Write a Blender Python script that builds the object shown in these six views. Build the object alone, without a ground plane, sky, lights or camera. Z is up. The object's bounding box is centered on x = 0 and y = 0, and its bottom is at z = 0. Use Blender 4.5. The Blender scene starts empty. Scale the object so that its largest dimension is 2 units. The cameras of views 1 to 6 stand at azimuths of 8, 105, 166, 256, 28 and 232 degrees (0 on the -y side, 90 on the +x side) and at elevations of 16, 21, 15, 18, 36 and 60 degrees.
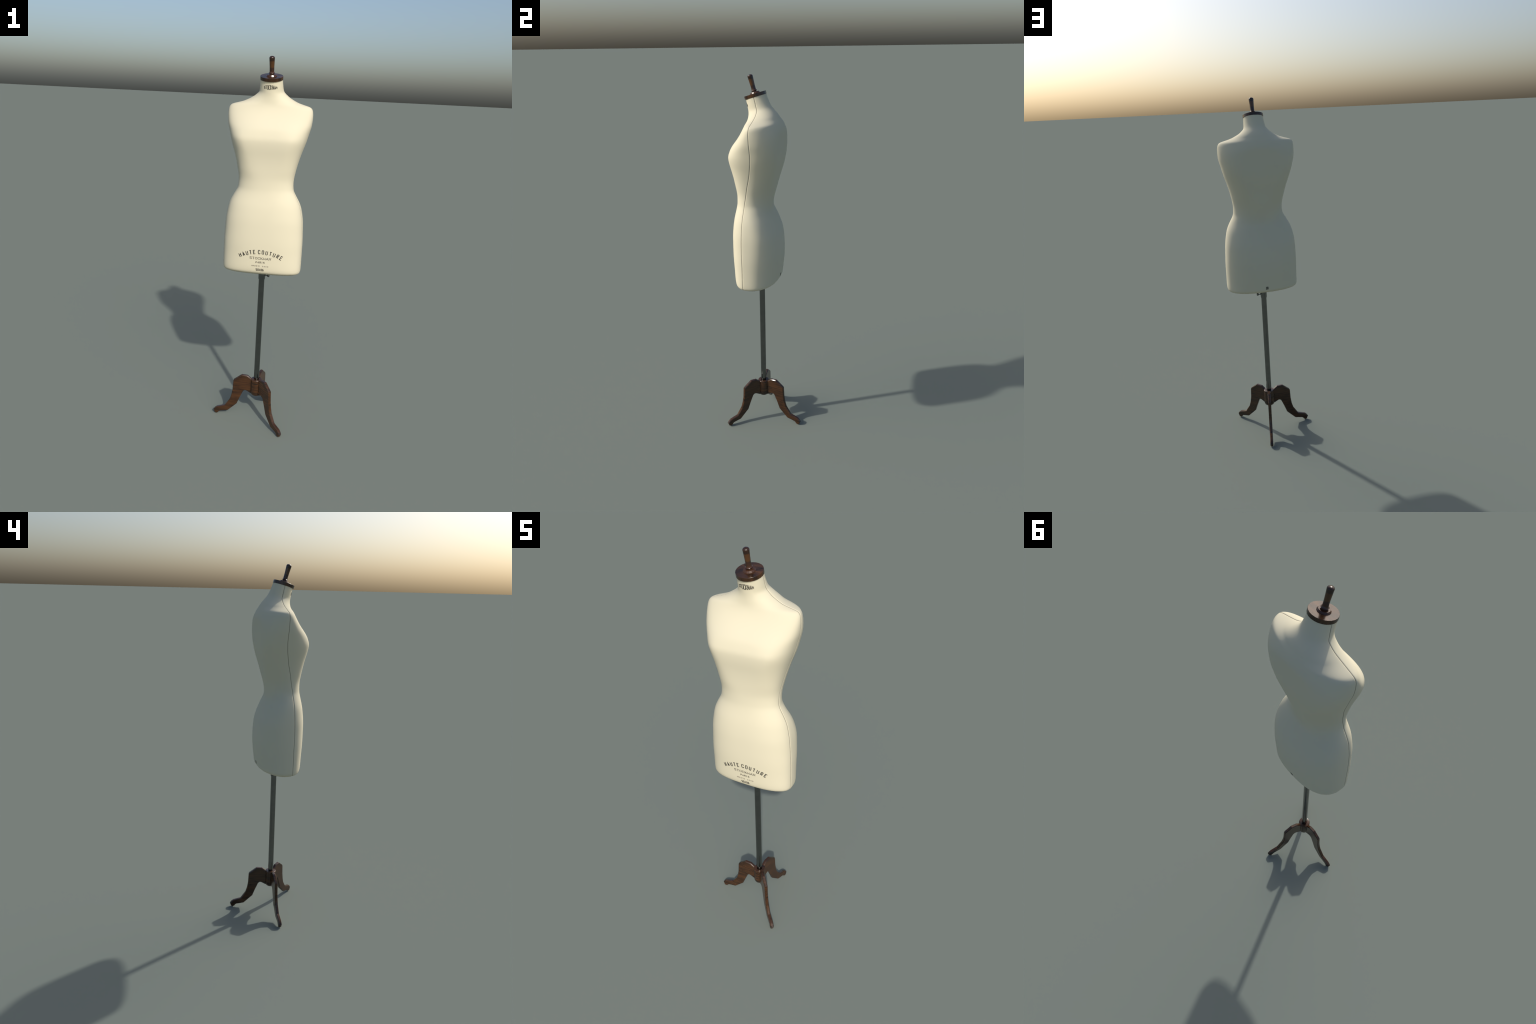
# Vintage dress form: a linen-covered bust on a steel pole with a three-legged walnut stand.
import bpy, bmesh, math
from math import sin, cos, pi, radians, asin
from mathutils import Matrix, Vector
import numpy as np

AXIS_X, AXIS_Y = 0.0175, -0.0292          # stand axis; AXIS_X is also the bust's mirror plane

# ------------------------------------------------------------------ materials
def new_mat(name):
    m = bpy.data.materials.new(name)
    m.use_nodes = True
    nt = m.node_tree
    return m, nt, nt.nodes["Principled BSDF"]

def ramp(nt, stops):
    r = nt.nodes.new("ShaderNodeValToRGB")
    while len(r.color_ramp.elements) < len(stops):
        r.color_ramp.elements.new(0.5)
    for e, (p, c) in zip(r.color_ramp.elements, stops):
        e.position = p
        e.color = (*c, 1)
    return r

def coords(nt, scale, rot=(0, 0, 0)):
    t = nt.nodes.new("ShaderNodeTexCoord")
    mp = nt.nodes.new("ShaderNodeMapping")
    mp.inputs["Scale"].default_value = scale
    mp.inputs["Rotation"].default_value = rot
    nt.links.new(t.outputs["Object"], mp.inputs["Vector"])
    return mp

def noise(nt, mp, scale, detail=3.0, rough=0.55):
    n = nt.nodes.new("ShaderNodeTexNoise")
    n.inputs["Scale"].default_value = scale
    n.inputs["Detail"].default_value = detail
    n.inputs["Roughness"].default_value = rough
    nt.links.new(mp.outputs["Vector"], n.inputs["Vector"])
    return n

def fabric_material():
    m, nt, b = new_mat("cream_linen")
    mp = coords(nt, (1, 1, 1))
    n = noise(nt, mp, 3.0, 2.0)
    r = ramp(nt, [(0.3, FABRIC_A), (0.7, FABRIC_B)])
    nt.links.new(n.outputs["Fac"], r.inputs["Fac"])
    nt.links.new(r.outputs["Color"], b.inputs["Base Color"])
    weave = noise(nt, mp, 900.0, 1.0)
    bump = nt.nodes.new("ShaderNodeBump")
    bump.inputs["Strength"].default_value = 0.04
    bump.inputs["Distance"].default_value = 0.0004
    nt.links.new(weave.outputs["Fac"], bump.inputs["Height"])
    nt.links.new(bump.outputs["Normal"], b.inputs["Normal"])
    b.inputs["Roughness"].default_value = 0.9
    b.inputs["Specular IOR Level"].default_value = 0.15
    return m

def wood_material(name, scale, rot=(0, 0, 0), stops=None, fine=(6, 60, 160), rough=0.22):
    """Walnut: broad dark and light bands broken by fine streaks, under a glossy varnish."""
    m, nt, b = new_mat(name)
    band = noise(nt, coords(nt, scale, rot), 1.0, 4.0, 0.6)
    streak = noise(nt, coords(nt, fine, rot), 1.0, 3.0, 0.6)
    mix = nt.nodes.new("ShaderNodeMix")
    mix.data_type = 'FLOAT'
    mix.inputs[0].default_value = 0.35
    nt.links.new(band.outputs["Fac"], mix.inputs[2])
    nt.links.new(streak.outputs["Fac"], mix.inputs[3])
    r = ramp(nt, stops or [(0.37, (0.010, 0.0063, 0.0043)), (0.45, (0.029, 0.0138, 0.0065)),
                           (0.55, (0.056, 0.0235, 0.009)), (0.68, (0.088, 0.039, 0.012))])
    nt.links.new(mix.outputs[0], r.inputs["Fac"])
    nt.links.new(r.outputs["Color"], b.inputs["Base Color"])
    b.inputs["Roughness"].default_value = rough
    b.inputs["Specular IOR Level"].default_value = 0.5
    return m

def plain_material(name, col, rough, metallic=0.0, spec=0.5):
    m, nt, b = new_mat(name)
    n = noise(nt, coords(nt, (1, 1, 1)), 40.0, 2.0)
    r = ramp(nt, [(0.3, tuple(c * 0.94 for c in col)), (0.7, tuple(c * 1.06 for c in col))])
    nt.links.new(n.outputs["Fac"], r.inputs["Fac"])
    nt.links.new(r.outputs["Color"], b.inputs["Base Color"])
    b.inputs["Roughness"].default_value = rough
    b.inputs["Metallic"].default_value = metallic
    b.inputs["Specular IOR Level"].default_value = spec
    return m

FABRIC_A = (0.618, 0.580, 0.436)
FABRIC_B = (0.632, 0.594, 0.450)
MAT_FABRIC = fabric_material()
MAT_SEAM = plain_material("seam_dark_line", (0.26, 0.24, 0.185), 0.9, spec=0.1)  # grey-tan, darker than the cover, for the thin dark line along the side seam
MAT_INK = plain_material("black_ink", (0.045, 0.043, 0.037), 0.8, spec=0.2)
MAT_INK_FADED = plain_material("worn_ink", (0.10, 0.092, 0.075), 0.8, spec=0.2)
MAT_INK_PALE = plain_material("pale_ink", (0.27, 0.245, 0.195), 0.8, spec=0.2)
MAT_STEEL = plain_material("dark_steel", (0.185, 0.19, 0.185), 0.16, metallic=1.0)
MAT_LEG = wood_material("walnut_leg", (5, 3, 26), (0, radians(-8), 0))
MAT_TURNED = wood_material("walnut_turned", (4, 4, 45), fine=(25, 25, 160))
def handle_material():
    """Turned walnut whose figure changes along the length: dark top, warm middle, plum-brown foot."""
    m, nt, b = new_mat("walnut_handle")
    sep = nt.nodes.new("ShaderNodeSeparateXYZ")
    nt.links.new(coords(nt, (1, 1, 1)).outputs["Vector"], sep.inputs[0])
    wob = noise(nt, coords(nt, (60, 60, 220)), 1.0, 3.0)
    add = nt.nodes.new("ShaderNodeMath")
    add.operation = 'MULTIPLY_ADD'
    add.inputs[1].default_value = 0.006
    nt.links.new(wob.outputs["Fac"], add.inputs[0])
    nt.links.new(sep.outputs["Z"], add.inputs[2])
    span = nt.nodes.new("ShaderNodeMapRange")
    span.inputs["From Min"].default_value = 0.003
    span.inputs["From Max"].default_value = 0.115
    nt.links.new(add.outputs[0], span.inputs["Value"])
    r = ramp(nt, [(0.0, (0.055, 0.022, 0.009)), (0.30, (0.050, 0.022, 0.013)), (0.48, (0.034, 0.017, 0.012)), (0.53, (0.082, 0.036, 0.012)),
                  (0.76, (0.072, 0.031, 0.011)), (0.79, (0.024, 0.012, 0.007)), (1.0, (0.034, 0.016, 0.010))])
    nt.links.new(span.outputs[0], r.inputs["Fac"])
    nt.links.new(r.outputs["Color"], b.inputs["Base Color"])
    b.inputs["Roughness"].default_value = 0.2
    return m
MAT_HANDLE = handle_material()
MAT_DISC = wood_material("walnut_disc", (9, 32, 9), (0, 0, radians(-35)), fine=(20, 160, 20))

# ------------------------------------------------------------------ scene helpers
def link(obj, parent=None, mat=None):
    bpy.context.scene.collection.objects.link(obj)
    if parent is not None:
        obj.parent = parent
    if mat is not None:
        obj.data.materials.clear()
        obj.data.materials.append(mat)
    return obj

def mesh_object(name, verts, faces, parent, mat, smooth=True):
    me = bpy.data.meshes.new(name)
    me.from_pydata([tuple(v) for v in verts], [], faces)
    bm = bmesh.new()
    bm.from_mesh(me)
    bmesh.ops.recalc_face_normals(bm, faces=bm.faces)
    bm.to_mesh(me)
    bm.free()
    me.polygons.foreach_set("use_smooth", [smooth] * len(me.polygons))
    me.update()
    return link(bpy.data.objects.new(name, me), parent, mat)

def sharp_by_angle(obj, deg):
    obj.data.set_sharp_from_angle(angle=radians(deg))

def lathe(name, profile, parent, mat, segments=48, matrix=None, deg=35):
    """Turn a (radius, height) profile about the local z axis."""
    verts, faces, rings = [], [], []
    for r, h in profile:
        if r < 1e-6:
            rings.append([len(verts)])
            verts.append((0, 0, h))
        else:
            rings.append(list(range(len(verts), len(verts) + segments)))
            verts += [(r * cos(2 * pi * i / segments), r * sin(2 * pi * i / segments), h) for i in range(segments)]
    for a, b in zip(rings, rings[1:]):
        for i in range(segments):
            j = (i + 1) % segments
            if len(a) == 1 and len(b) == 1:
                continue
            if len(a) == 1:
                faces.append((a[0], b[i], b[j]))
            elif len(b) == 1:
                faces.append((a[i], a[j], b[0]))
            else:
                faces.append((a[i], a[j], b[j], b[i]))
    o = mesh_object(name, verts, faces, parent, mat)
    if matrix is not None:
        o.matrix_local = matrix
    sharp_by_angle(o, deg)
    return o

# ------------------------------------------------------------------ bust surface
# Cross-section control rows, hem to neck:
# height, half width, front y, back y, y of the widest point, front and back squareness
SECTIONS = np.array([
    (0.9080, 0.1790, -0.1060, 0.0370, -0.052, 2.75, 2.30),
    (0.9150, 0.1995, -0.1310, 0.0620, -0.054, 2.75, 2.36),
    (0.928, 0.2065, -0.1460, 0.0752, -0.0545, 2.70, 2.45),
    (0.960, 0.2080, -0.1526, 0.0800, -0.0554, 2.60, 2.40),
    (1.010, 0.2079, -0.1566, 0.0869, -0.0554, 2.52, 2.36),
    (1.070, 0.2081, -0.1615, 0.0904, -0.0543, 2.49, 2.41),
    (1.130, 0.2055, -0.1632, 0.0870, -0.0513, 2.50, 2.52),
    (1.190, 0.2022, -0.1635, 0.0785, -0.0490, 2.53, 2.60),
    (1.240, 0.1945, -0.1607, 0.0610, -0.0506, 2.46, 2.55),
    (1.280, 0.1845, -0.1560, 0.0469, -0.0575, 2.38, 2.38),
    (1.320, 0.1638, -0.1485, 0.0325, -0.0645, 2.25, 2.18),
    (1.360, 0.1433, -0.1435, 0.0365, -0.0660, 2.16, 2.05),
    (1.400, 0.1409, -0.1430, 0.0460, -0.0610, 2.24, 2.00),
    (1.460, 0.1500, -0.1501, 0.0650, -0.0500, 2.62, 2.15),
    (1.530, 0.1675, -0.1655, 0.0890, -0.0375, 2.70, 2.25),
    (1.580, 0.1840, -0.1800, 0.1020, -0.0265, 2.72, 2.28),
    (1.608, 0.1925, -0.1865, 0.1088, -0.0215, 2.62, 2.28),
    (1.640, 0.2008, -0.1722, 0.1125, -0.0220, 2.55, 2.30),
    (1.680, 0.2112, -0.1356, 0.1110, -0.0265, 2.60, 2.28),
    (1.720, 0.2141, -0.1035, 0.1065, -0.0256, 2.55, 2.12),
    (1.749, 0.2120, -0.0880, 0.0950, -0.0238, 2.25, 1.97),
    (1.760, 0.2072, -0.0840, 0.0900, -0.0225, 2.08, 1.90),
    (1.7685, 0.2005, -0.0815, 0.0865, -0.0210, 1.95, 1.86),
    (1.776, 0.1720, -0.0808, 0.0830, -0.0180, 1.90, 1.92),
    (1.784, 0.1430, -0.0805, 0.0787, -0.0150, 1.89, 2.0),
    (1.796, 0.1150, -0.0810, 0.0720, -0.0110, 1.88, 2.1),
    (1.808, 0.0915, -0.0810, 0.0620, -0.0090, 1.90, 2.16),
    (1.8205, 0.0745, -0.0820, 0.0485, -0.0120, 1.95, 2.05),
    (1.834, 0.0615, -0.0840, 0.0350, -0.0190, 1.98, 2.0),
    (1.857, 0.0578, -0.0876, 0.0218, -0.0335, 2.00, 2.0),
    (1.8965, 0.0545, -0.0955, 0.0050, -0.0470, 2.00, 2.0),
])
# the side seam: height and y
SEAM = np.array([(0.90, -0.077), (1.04, -0.0775), (1.17, -0.080), (1.30, -0.0790), (1.36, -0.0765), (1.40, -0.0695),
                 (1.455, -0.0584), (1.505, -0.0450), (1.56, -0.0330), (1.60, -0.0262), (1.64, -0.0240), (1.70, -0.0252),
                 (1.74, -0.0262), (1.7685, -0.0252), (1.784, -0.0262), (1.804, -0.0234), (1.826, -0.0226), (1.842, -0.0276),
                 (1.867, -0.0337), (1.90, -0.0420)])
NECK_TILT = 0.282                         # slope of the neck top, low at the front

def pchip(xk, yk, x):
    """Monotone cubic interpolation through control points."""
    h = np.diff(xk)
    d = np.diff(yk) / h
    m = np.zeros(len(xk))
    m[0], m[-1] = d[0], d[-1]
    for i in range(1, len(xk) - 1):
        if d[i - 1] * d[i] > 0:
            w1, w2 = 2 * h[i] + h[i - 1], h[i] + 2 * h[i - 1]
            m[i] = (w1 + w2) / (w1 / d[i - 1] + w2 / d[i])
    k = np.clip(np.searchsorted(xk, x) - 1, 0, len(h) - 1)
    t = (x - xk[k]) / h[k]
    return ((2 * t**3 - 3 * t**2 + 1) * yk[k] + (t**3 - 2 * t**2 + t) * h[k] * m[k]
            + (-2 * t**3 + 3 * t**2) * yk[k + 1] + (t**3 - t**2) * h[k] * m[k + 1])

# the chest and upper back are flat across the middle: height, y of the flat front / flat back
FRONT_FLAT = np.array([(0.90, -0.30), (1.28, -0.18), (1.36, -0.160), (1.42, -0.1490), (1.47, -0.1480), (1.53, -0.1565), (1.58, -0.1660), (1.61, -0.1685), (1.64, -0.1610),
                       (1.67, -0.155), (1.70, -0.168), (1.90, -0.30)])
BACK_FLAT = np.array([(0.90, 0.30), (1.36, 0.12), (1.40, 0.055), (1.46, 0.0590), (1.53, 0.0765), (1.60, 0.0910), (1.66, 0.0955), (1.71, 0.0975),
                      (1.75, 0.110), (1.90, 0.30)])

def smooth_table():
    """Control rows drawn out finely and blurred along the height, gently at the hem and shoulder."""
    zf = np.linspace(SECTIONS[0, 0], SECTIONS[-1, 0], 1600)
    zk = [0.90, 0.93, 0.98, 1.30, 1.36, 1.42, 1.54, 1.60, 1.66, 1.74, 1.83, 1.87, 1.8965]
    fine = np.interp(zf, zk, [0.0012, 0.004, 0.016, 0.014, 0.009, 0.014, 0.014, 0.009, 0.012, 0.004, 0.004, 0.008, 0.003])
    broad = np.interp(zf, zk, [0.0012, 0.004, 0.016, 0.014, 0.009, 0.014, 0.014, 0.009, 0.014, 0.014, 0.010, 0.008, 0.003])
    cols = [pchip(SECTIONS[:, 0], SECTIONS[:, i], zf) for i in range(1, 7)]
    cols += [pchip(FRONT_FLAT[:, 0], FRONT_FLAT[:, 1], zf), pchip(BACK_FLAT[:, 0], BACK_FLAT[:, 1], zf)]
    out = []
    for i, c in enumerate(cols):
        sig = fine if i == 0 else broad if i < 6 else np.maximum(broad, np.interp(zf, [1.5, 1.56, 1.60, 1.66, 1.71], [0.03, 0.012, 0.012, 0.022, 0.025]))
        W = np.exp(-0.5 * ((zf[None, :] - zf[:, None]) / sig[:, None]) ** 2)
        W /= W.sum(1, keepdims=True)
        chord = np.interp(zf, [zf[0], zf[-1]], [c[0], c[-1]])
        out.append(W @ (c - chord) + chord)
    return zf, out

TABLE_Z, TABLE = smooth_table()

def section(zc):
    return [np.interp(zc, TABLE_Z, c) for c in TABLE[:6]]

def flatten(zc, y):
    """Press the section softly against its flat front and back."""
    ff, fb = np.interp(zc, TABLE_Z, TABLE[6]), np.interp(zc, TABLE_Z, TABLE[7])
    k = np.interp(zc, [1.55, 1.63], [0.0045, 0.0085])
    soft = lambda t: k * np.logaddexp(0, t / k)
    return y + soft(ff - y) - soft(y - fb)

def tilt(zc):
    return NECK_TILT * np.clip((zc - 1.79) / (1.8965 - 1.79), 0, 1)

def surface(zc, th):
    """Point of the bust at section height zc and angle th (0 = right side, -90 deg = front)."""
    a, yf, yb, yc, nf, nb = section(zc)
    c, s = np.cos(th), np.sin(th)
    front = s < 0
    n = np.where(front, nf, nb)
    x = a * np.sign(c) * np.abs(c) ** (2 / n)
    y = yc + np.where(front, yc - yf, yb - yc) * np.sign(s) * np.abs(s) ** (2 / n)
    y = flatten(zc, y)
    return np.stack([AXIS_X + x, y, zc + tilt(zc) * (y + 0.0455)], -1)

def seam_angle(zc):
    a, yf, yb, yc, nf, nb = section(zc)
    ys = pchip(SEAM[:, 0], SEAM[:, 1], zc)
    back = ys > yc
    dep, n = np.where(back, yb - yc, yc - yf), np.where(back, nb, nf)
    return np.where(back, 1, -1) * np.arcsin(np.clip((np.abs(ys - yc) / dep) ** (n / 2), 0, 1))

def row_heights(count):
    """Section heights spaced evenly along the side outline, so the shoulder slope is well covered."""
    zf = np.linspace(SECTIONS[0, 0], SECTIONS[-1, 0], 4000)
    a, yf, yb = section(zf)[:3]
    step = np.sqrt(np.diff(zf) ** 2 + 0.5 * np.diff(a) ** 2 + 0.5 * np.diff(yf) ** 2)
    s = np.concatenate([[0], np.cumsum(step)])
    return np.interp(np.linspace(0, s[-1], count), s, zf)

GROOVE_W, GROOVE_D = 0.0042, 0.0020       # the panels roll in towards the seam

def panel(name, side, parent):
    """One half of the cover, front (side=-1) or back (side=+1), from seam to seam."""
    rows, cols = row_heights(190), 96
    edge = np.array([0, 0.0008, 0.0016, 0.0026, 0.0038, 0.0052])
    grid, depth = [], []
    for zc in rows:
        ts = float(seam_angle(np.array([zc]))[0])
        th = np.linspace(ts, pi - ts, 900) if side > 0 else np.linspace(ts, -pi - ts, 900)
        P = surface(np.full(900, zc), th)
        s = np.concatenate([[0], np.cumsum(np.linalg.norm(np.diff(P, axis=0), axis=1))])
        S = s[-1]
        want = np.concatenate([edge, np.linspace(0.0075, S - 0.0075, cols), S - edge[::-1]])
        grid.append(np.stack([np.interp(want, s, P[:, i]) for i in range(3)], -1))
        d = np.minimum(want, S - want)
        depth.append(GROOVE_D * np.clip(1 - d / GROOVE_W, 0, 1) ** 2)
    G, D = np.array(grid), np.array(depth)
    N = np.cross(np.gradient(G, axis=0), np.gradient(G, axis=1))
    N /= np.linalg.norm(N, axis=-1, keepdims=True) + 1e-12
    out = np.array([1, 1, 0]) * (G - np.array([AXIS_X, -0.04, 0]))
    N *= np.sign((N * out).sum(-1).mean())
    G = G - N * D[..., None]
    R, Cn = G.shape[:2]
    faces = [(r * Cn + c, r * Cn + c + 1, (r + 1) * Cn + c + 1, (r + 1) * Cn + c)
             for r in range(R - 1) for c in range(Cn - 1)]
    return mesh_object(name, G.reshape(-1, 3), faces, parent, MAT_FABRIC)

def tube(name, path, radius, parent, mat, sides=8):
    path = np.array(path)
    T = np.gradient(path, axis=0)
    T /= np.linalg.norm(T, axis=1, keepdims=True)
    ref = np.array([0, 1.0, 0.0])
    verts, faces = [], []
    for p, t in zip(path, T):
        u = np.cross(t, ref)
        u /= np.linalg.norm(u)
        w = np.cross(t, u)
        verts += [p + radius * (cos(2 * pi * i / sides) * u + sin(2 * pi * i / sides) * w) for i in range(sides)]
    for k in range(len(path) - 1):
        for i in range(sides):
            j = (i + 1) % sides
            faces.append((k * sides + i, k * sides + j, (k + 1) * sides + j, (k + 1) * sides + i))
    faces += [tuple(range(sides)), tuple(range((len(path) - 1) * sides, len(path) * sides))]
    return mesh_object(name, verts, faces, parent, mat)

def seam_path(sign):
    zc = row_heights(240)
    ts = seam_angle(zc)
    P = surface(zc, ts)
    mid = np.array([AXIS_X, -0.05, 0])
    # step inwards along the surface normal so the thin dark tube lies in the groove
    Pt, Pz = surface(zc, ts + 1e-3), surface(np.minimum(zc + 2e-4, 1.8965), ts)
    N = np.cross(Pt - P, Pz - P + np.array([0, 0, 1e-9]))
    N /= np.linalg.norm(N, axis=1, keepdims=True) + 1e-12
    N *= np.where((N * (P - mid) * np.array([1, 1, 0]) + N * np.array([0, 0, 0.05])).sum(1, keepdims=True) < 0, -1, 1)
    N[-1] = N[-2]
    P = P - N * 0.0016
    if sign < 0:
        P[:, 0] = 2 * AXIS_X - P[:, 0]
    return P

# ------------------------------------------------------------------ lettering
# Stencil letters as strokes in a unit box (x right, y up).
GLYPHS = {
    'H': [[(0, 0), (0, 1)], [(1, 0), (1, 1)], [(.16, .52), (.84, .52)]],
    'A': [[(0, 0), (.5, 1), (1, 0)], [(.30, .33), (.70, .33)]],
    'U': [[(0, 1), (0, .2), (.22, 0), (.42, 0)], [(.58, 0), (.78, 0), (1, .2), (1, 1)]],
    'T': [[(0, 1), (1, 1)], [(.5, .9), (.5, 0)]],
    'E': [[(1, 1), (0, 1), (0, 0), (1, 0)], [(.14, .52), (.72, .52)]],
    'C': [[(1, .72), (1, .8), (.78, 1), (.58, 1)], [(.42, 1), (.22, 1), (0, .8), (0, .2), (.22, 0), (.42, 0)],
          [(.58, 0), (.78, 0), (1, .2), (1, .28)]],
    'O': [[(.42, 1), (.22, 1), (0, .8), (0, .2), (.22, 0), (.42, 0)], [(.58, 1), (.78, 1), (1, .8), (1, .2), (.78, 0), (.58, 0)]],
    'R': [[(0, 0), (0, 1)], [(.16, 1), (.8, 1), (1, .86), (1, .64), (.8, .5), (.16, .5)], [(.52, .40), (1, 0)]],
    'S': [[(1, .82), (.95, .9), (.75, 1), (.25, 1), (0, .86), (0, .68), (.2, .56), (.8, .44), (1, .32), (1, .14), (.75, 0), (.25, 0), (.05, .1), (0, .18)]],
    'K': [[(0, 0), (0, 1)], [(1, 1), (.18, .5), (1, 0)]],
    'M': [[(0, 0), (0, 1), (.5, .15), (1, 1), (1, 0)]],
    'N': [[(0, 0), (0, 1), (1, 0), (1, 1)]],
    'P': [[(0, 0), (0, 1)], [(.16, 1), (.8, 1), (1, .86), (1, .62), (.8, .46), (.16, .46)]],
    'I': [[(.5, 0), (.5, 1)]],
    'B': [[(0, 0), (0, 1)], [(.2, 1), (.8, .95), (.95, .75), (.8, .56), (.95, .3), (.8, .05), (.2, 0)]],
    'V': [[(0, 1), (.5, 0), (1, 1)]],
    'G': [[(1, .8), (.75, 1), (.25, 1), (0, .8), (0, .2), (.25, 0), (.75, 0), (1, .2), (1, .45), (.6, .45)]],
    'D': [[(0, 0), (0, 1)], [(.2, 1), (.7, 1), (1, .75), (1, .25), (.7, 0), (.2, 0)]],
    '.': [[(.35, 0), (.65, 0)]],
    '0': [[(.5, 1), (.2, .98), (0, .8), (0, .2), (.2, .02), (.5, 0), (.8, .02), (1, .2), (1, .8), (.8, .98), (.52, 1)]],
    '3': [[(0, .95), (.6, 1), (.95, .86), (.95, .64), (.5, .53), (.95, .42), (1, .15), (.6, 0), (0, .04)]],
    '4': [[(.72, 0), (.72, 1), (0, .3), (.58, .3)]],
    '5': [[(.95, 1), (.08, 1), (.05, .56), (.7, .6), (1, .45), (1, .16), (.7, 0), (0, .03)]],
    '6': [[(.9, .96), (.35, 1), (0, .78), (0, .2), (.25, 0), (.75, 0), (1, .18), (1, .4), (.75, .57), (.18, .52)]],
    '8': [[(.5, .54), (.08, .66), (.08, .88), (.35, 1), (.65, 1), (.92, .88), (.92, .66), (.52, .54)],
          [(.5, .45), (0, .34), (0, .14), (.3, 0), (.7, 0), (1, .14), (1, .34), (.52, .45)]],
}
SERIF = {'T': [(.5, 0)], 'K': [(0, 0), (0, 1), (1, 0)], 'M': [(0, 0), (1, 0)], 'A': [(0, 0), (1, 0)],
         'N': [(0, 0), (1, 1)], 'P': [(0, 0)], 'R': [(0, 0), (1, 0)], 'I': [(.5, 0), (.5, 1)]}

def stroke(points, half):
    """Mitred ribbon along a polyline, returned as left and right rails."""
    pts = [Vector(p) for p in points]
    left, right = [], []
    for i, p in enumerate(pts):
        d0 = (p - pts[i - 1]).normalized() if i else (pts[1] - p).normalized()
        d1 = (pts[i + 1] - p).normalized() if i < len(pts) - 1 else d0
        n0, n1 = Vector((-d0.y, d0.x)), Vector((-d1.y, d1.x))
        m = (n0 + n1)
        m = n0 if m.length < 0.3 else m.normalized()
        k = min(half / max(m.dot(n0), 0.35), half * 1.9)
        left.append(p + m * k)
        right.append(p - m * k)
    return left, right

class Writing:
    """Collects letter strokes laid on the cloth as thin raised ink."""
    def __init__(self, place):
        self.v, self.f, self.place, self.layer = [], [], place, 0

    def letter(self, ch, frame, half, serif=False):
        """frame maps the unit box to the flat layout plane (metres)."""
        lines = [[frame(*p) for p in line] for line in GLYPHS[ch]]
        if serif:
            for sx, sy in SERIF.get(ch, []):
                a = frame(sx - .2, sy + (.03 if sy < .5 else -.03))
                b = frame(sx + .2, sy + (.03 if sy < .5 else -.03))
                lines.append([a, b])
        for line in lines:
            fine = [line[0]]
            for a, b in zip(line, line[1:]):
                k = max(1, int(math.dist(a, b) / 0.006))
                fine += [(a[0] + (b[0] - a[0]) * i / k, a[1] + (b[1] - a[1]) * i / k) for i in range(1, k + 1)]
            L, R = stroke(fine, half)
            self.layer += 1
            lift = 0.00045 + 0.00007 * (self.layer % 5)
            base = len(self.v)
            for l, r in zip(L, R):
                self.v += [self.place(l.x, l.y, lift), self.place(r.x, r.y, lift),
                           self.place(r.x, r.y, -0.0012), self.place(l.x, l.y, -0.0012)]
            n = len(L)
            for i in range(n - 1):
                for k in range(4):
                    a, b = base + 4 * i + k, base + 4 * i + (k + 1) % 4
                    self.f.append((a, b, b + 4, a + 4))
            self.f += [(base, base + 1, base + 2, base + 3),
                       tuple(base + 4 * (n - 1) + k for k in range(4))]

    def build(self, name, parent, mat):
        o = mesh_object(name, self.v, self.f, parent, mat, smooth=False)
        o["kind"] = "stuff"
        return o

def place_on_cloth(side):
    """Put a flat (x, z) layout point on the front or back of the bust."""
    def place(x, zz, lift):
        zc = zz
        for _ in range(4):
            a, yf, yb, yc, nf, nb = [float(v[0]) for v in section(np.array([zc]))]
            n, dep = (nf, yf - yc) if side < 0 else (nb, yb - yc)
            y = yc + dep * max(0.0, 1 - abs((x - AXIS_X) / a) ** n) ** (1 / n)
            zc = zz - float(tilt(np.array([zc]))[0]) * (y + 0.0455)
        e = 1e-3
        def yat(xx, zq):
            a, yf, yb, yc, nf, nb = [float(v[0]) for v in section(np.array([zq]))]
            n, dep = (nf, yf - yc) if side < 0 else (nb, yb - yc)
            return yc + dep * max(0.0, 1 - abs((xx - AXIS_X) / a) ** n) ** (1 / n)
        gx = (yat(x + e, zc) - yat(x - e, zc)) / (2 * e)
        gz = (yat(x, zc + e) - yat(x, zc - e)) / (2 * e)
        nrm = Vector((-gx, 1, -gz)).normalized() * (1 if side > 0 else -1)
        return Vector((x, y, zz)) + nrm * lift
    return place

def straight_line(w, text, x0, x1, base, height, half, fill=0.78, serif=False, mirror=False):
    pitch = (x1 - x0) / len(text)
    for i, ch in enumerate(text):
        if ch == ' ':
            continue
        wd = pitch * fill
        left = x0 + pitch * i + (pitch - wd) / 2 + (half if half < wd / 4 else wd / 4)
        inner = wd - 2 * (half if half < wd / 4 else wd / 4)
        def frame(u, v, left=left, inner=inner):
            xx = left + inner * u
            if mirror:
                xx = x0 + x1 - xx
            return xx, base + half + (height - 2 * half) * v
        w.letter(ch, frame, half, serif)

# ------------------------------------------------------------------ build
form = bpy.data.objects.new("dress_form", None)
form.empty_display_size = 0.2
form["label"] = "cream linen dress form on dark walnut tripod stand"
form["category"] = "dress form"
link(form)

def empty(name):
    e = bpy.data.objects.new(name, None)
    e.empty_display_size = 0.1
    return link(e, form)

bust = empty("bust")
panel("front_panel", -1, bust)
panel("back_panel", 1, bust)
seam = tube("seam", seam_path(1), 0.0012, bust, MAT_SEAM)
tube("seam", seam_path(-1), 0.0012, bust, MAT_SEAM)

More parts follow.
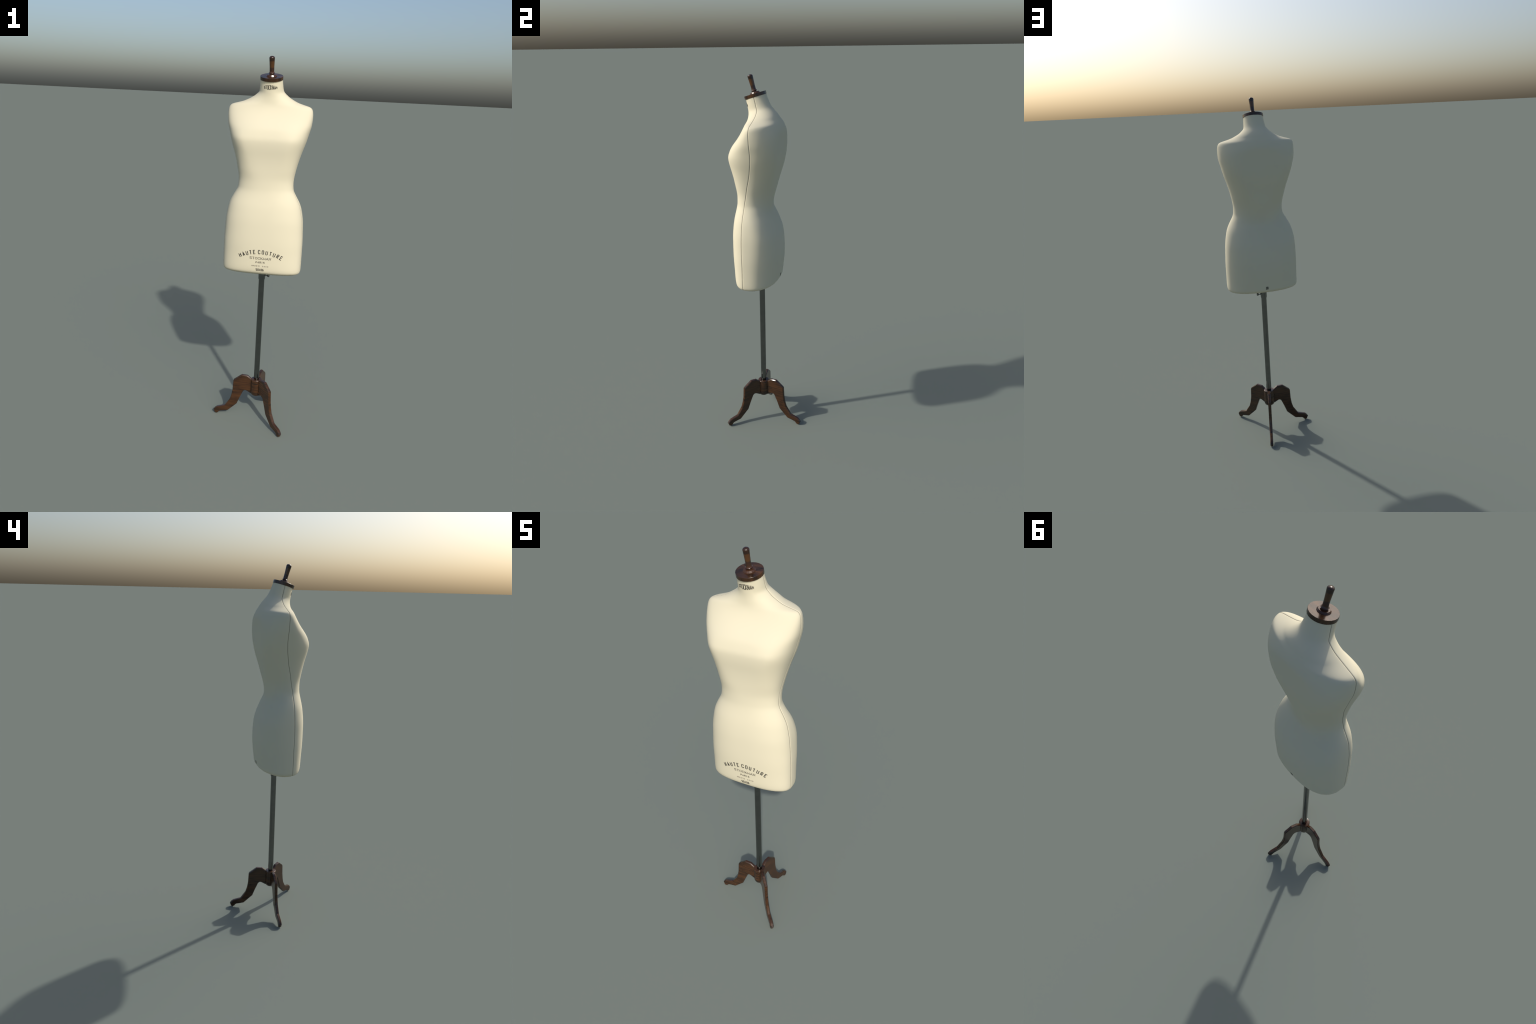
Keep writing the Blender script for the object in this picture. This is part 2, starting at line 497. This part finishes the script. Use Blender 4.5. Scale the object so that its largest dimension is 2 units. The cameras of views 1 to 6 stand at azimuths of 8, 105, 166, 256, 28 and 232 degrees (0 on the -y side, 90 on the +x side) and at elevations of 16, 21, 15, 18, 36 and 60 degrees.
def underside(parent):
    """Cloth stretched over the flat bottom, with a hole for the pole."""
    th = np.linspace(0, 2 * pi, 128, endpoint=False)
    P = surface(np.full(128, SECTIONS[0, 0]), th)
    P[:, 2] -= 0.0002
    hole = np.stack([AXIS_X + 0.0185 * np.cos(th), AXIS_Y + 0.0185 * np.sin(th), np.full(128, 0.904)], -1)
    rings = [P + (hole - P) * k for k in (0, 0.08, 0.3, 0.65, 1.0)]
    for k, r in zip((0, 0.0012, 0.002, 0.002, 0.002), rings):
        r[:, 2] = SECTIONS[0, 0] - 0.0002 - k
    faces = []
    for a in range(4):
        for i in range(128):
            j = (i + 1) % 128
            faces.append((a * 128 + i, a * 128 + j, (a + 1) * 128 + j, (a + 1) * 128 + i))
    mesh_object("underside", np.concatenate(rings), faces, parent, MAT_FABRIC)
underside(bust)

# printed marks on the hip: an arched line over four straight ones
front = place_on_cloth(-1)
w = Writing(front)
ARC_X, ARC_R, ARC_TOP = 0.0205, 0.2146, 1.030
for ch, deg in zip("HAUTECOUTURE", [-28.1, -23.1, -18.2, -13.2, -8.3, -1.8, 3.2, 8.2, 13.2, 18.2, 23.2, 28.2]):
    def frame(u, v, deg=deg):
        t, lx, ly = radians(deg), (u - 0.5) * 0.0088, 0.0019 + v * 0.0198
        rr = ARC_R + ly
        return ARC_X + rr * sin(t) + lx * cos(t), ARC_TOP - ARC_R + rr * cos(t) - lx * sin(t)
    w.letter(ch, frame, 0.0018)
w.build("arched_lettering", bust, MAT_INK)
w = Writing(front)
straight_line(w, "STOCKMAN", -0.0368, 0.0778, 1.0005, 0.0130, 0.0010, 0.80, serif=True)
straight_line(w, "PARIS", -0.0042, 0.0452, 0.9802, 0.0100, 0.0009, 0.84, serif=True)
w.build("lettering", bust, MAT_INK_FADED)
w = Writing(front)
straight_line(w, "BREVETE", -0.0246, 0.0195, 0.9610, 0.0070, 0.0007, 0.82)
straight_line(w, "SGDG", 0.0300, 0.0655, 0.9608, 0.0068, 0.0007, 0.62)
w.build("lettering", bust, MAT_INK_PALE)
w = Writing(front)
straight_line(w, "50406", -0.0022, 0.0410, 0.9368, 0.0140, 0.0014, 0.88)
w.build("number_mark", bust, MAT_INK_FADED)
w = Writing(place_on_cloth(1))
straight_line(w, "38", 0.0085, 0.0262, 0.9350, 0.0180, 0.0016, 0.82, mirror=True)
w.build("number_mark", bust, MAT_INK)

# name on the neck, its letters swelling towards the middle
w = Writing(lambda x, zz, lift: front(AXIS_X + 0.001 + 0.0545 * sin(x / 0.0545), zz, lift))
half_span = 0.0545 * 0.64
for i, ch in enumerate("STOCKMAN"):
    p = 2 * half_span / 8
    def frame(u, v, i=i, p=p):
        s = -half_span + p * (i + 0.14 + 0.72 * u)
        h = 0.0080 + 0.0135 * (1 - (s / half_span) ** 2)
        return s, 1.8537 + (v - 0.5) * h
    w.letter(ch, frame, 0.0011)
w.build("neck_lettering", bust, MAT_INK)

# wooden neck cap with turned handle, leaning forward with the neck
tilt_m = Matrix.Translation((AXIS_X, -0.0458, 1.8938)) @ Matrix.Rotation(math.atan(NECK_TILT), 4, 'X')
lathe("neck_cap", [(0, -0.001), (0.0555, -0.001), (0.0567, 0), (0.0567, 0.0148), (0.0560, 0.0155), (0.024, 0.0155), (0, 0.0155)],
      form, MAT_DISC, 24, tilt_m, deg=20)
# faceted rosette under the handle
lathe("handle_rosette", [(0, 0.0150), (0.0268, 0.0152), (0.0268, 0.0166), (0.0222, 0.0234), (0.0118, 0.0238), (0, 0.0238)],
      form, MAT_HANDLE, 16, tilt_m @ Matrix.Rotation(radians(5.75), 4, 'Z'), deg=5)
handle = lathe("handle", [(0, 0.0230), (0.0120, 0.0230), (0.0118, 0.0248),
                          (0.0115, 0.0268), (0.0125, 0.0280), (0.0152, 0.0290), (0.0157, 0.0300), (0.0150, 0.0310), (0.0126, 0.0325), (0.0117, 0.0345),
                          (0.0114, 0.0390), (0.0113, 0.0480), (0.0116, 0.0600), (0.0122, 0.0740), (0.0129, 0.0870), (0.0135, 0.0975),
                          (0.0137, 0.1015), (0.0130, 0.1036), (0.0110, 0.1060), (0.0080, 0.1080), (0.0040, 0.1092), (0, 0.1095)],
               form, MAT_HANDLE, 40, tilt_m, deg=30)

# pole, sleeve and thumb screw
stand = Matrix.Translation((AXIS_X, AXIS_Y, 0))
pole_m = Matrix.Translation((AXIS_X - 0.0006, AXIS_Y + 0.0006, 0))
lathe("pole", [(0, 0.240), (0.0130, 0.240), (0.0133, 0.2484), (0.0141, 0.253), (0.0150, 0.259), (0.0155, 0.268), (0.0155, 0.95), (0, 0.95)],
      form, MAT_STEEL, 40, pole_m)
sleeve = lathe("sleeve", [(0.0156, 0.8535), (0.0167, 0.8535), (0.0184, 0.858), (0.0184, 0.93), (0.0156, 0.93)], form, MAT_STEEL, 40, pole_m)
screw_m = Matrix.Translation((AXIS_X + 0.016, AXIS_Y, 0.8765)) @ Matrix.Rotation(pi / 2, 4, 'Y')
lathe("thumb_screw", [(0, 0), (0.0046, 0), (0.0046, 0.005), (0.0030, 0.0055), (0.0030, 0.0120), (0.0055, 0.0135), (0.0074, 0.0165),
                      (0.0079, 0.0195), (0.0074, 0.0225), (0.0055, 0.0250), (0, 0.0260)], form, MAT_STEEL, 24, screw_m)

# turned hub and the three cut-out legs
lathe("hub", [(0, 0.1465), (0.0140, 0.1468), (0.0220, 0.1490), (0.0280, 0.1545), (0.0312, 0.1640), (0.0318, 0.1750), (0.0318, 0.2440), (0.0312, 0.2468),
              (0.0302, 0.2480), (0.0292, 0.2484), (0.0150, 0.2484), (0.0146, 0.2478), (0.0144, 0.2400), (0, 0.2400)], form, MAT_TURNED, 48, stand)
LEG = [(0.024, 0.243), (0.033, 0.2505), (0.052, 0.2645), (0.086, 0.2660), (0.1305, 0.2310), (0.1335, 0.2235), (0.1365, 0.1680), (0.1420, 0.1330), (0.1510, 0.1020),
       (0.1815, 0.0560), (0.2260, 0.0425), (0.2375, 0.0330), (0.2460, 0.0210), (0.2390, 0.0035), (0.2330, 0.0), (0.2255, 0.0), (0.2195, 0.0035), (0.2115, 0.0135), (0.2050, 0.0165),
       (0.1620, 0.0250), (0.1090, 0.0770), (0.0930, 0.1195), (0.0765, 0.1580), (0.0720, 0.1650), (0.0650, 0.1693), (0.0580, 0.1690), (0.0450, 0.1625), (0.0330, 0.1555), (0.024, 0.1520)]
def leg_mesh():
    t = 0.0089
    bm = bmesh.new()
    near = [bm.verts.new((r, -t, h)) for r, h in LEG]
    f = bm.faces.new(near)
    ext = bmesh.ops.extrude_face_region(bm, geom=[f])
    bmesh.ops.translate(bm, vec=(0, 2 * t, 0), verts=[e for e in ext["geom"] if isinstance(e, bmesh.types.BMVert)])
    bm.normal_update()
    rim = [e for e in bm.edges if abs(e.verts[0].co.y - e.verts[1].co.y) < 1e-6]
    bmesh.ops.bevel(bm, geom=rim, offset=0.0036, segments=1, profile=0.5, affect='EDGES', clamp_overlap=True)
    bmesh.ops.recalc_face_normals(bm, faces=bm.faces)
    me = bpy.data.meshes.new("leg")
    bm.to_mesh(me)
    bm.free()
    me.polygons.foreach_set("use_smooth", [True] * len(me.polygons))
    me.set_sharp_from_angle(angle=radians(28))
    me.materials.append(MAT_LEG)
    return me
leg_me = leg_mesh()
for deg in (-46.0, 78.0, 180.3):
    o = bpy.data.objects.new("leg", leg_me)
    link(o, form)
    o.matrix_local = stand @ Matrix.Rotation(radians(deg), 4, 'Z')
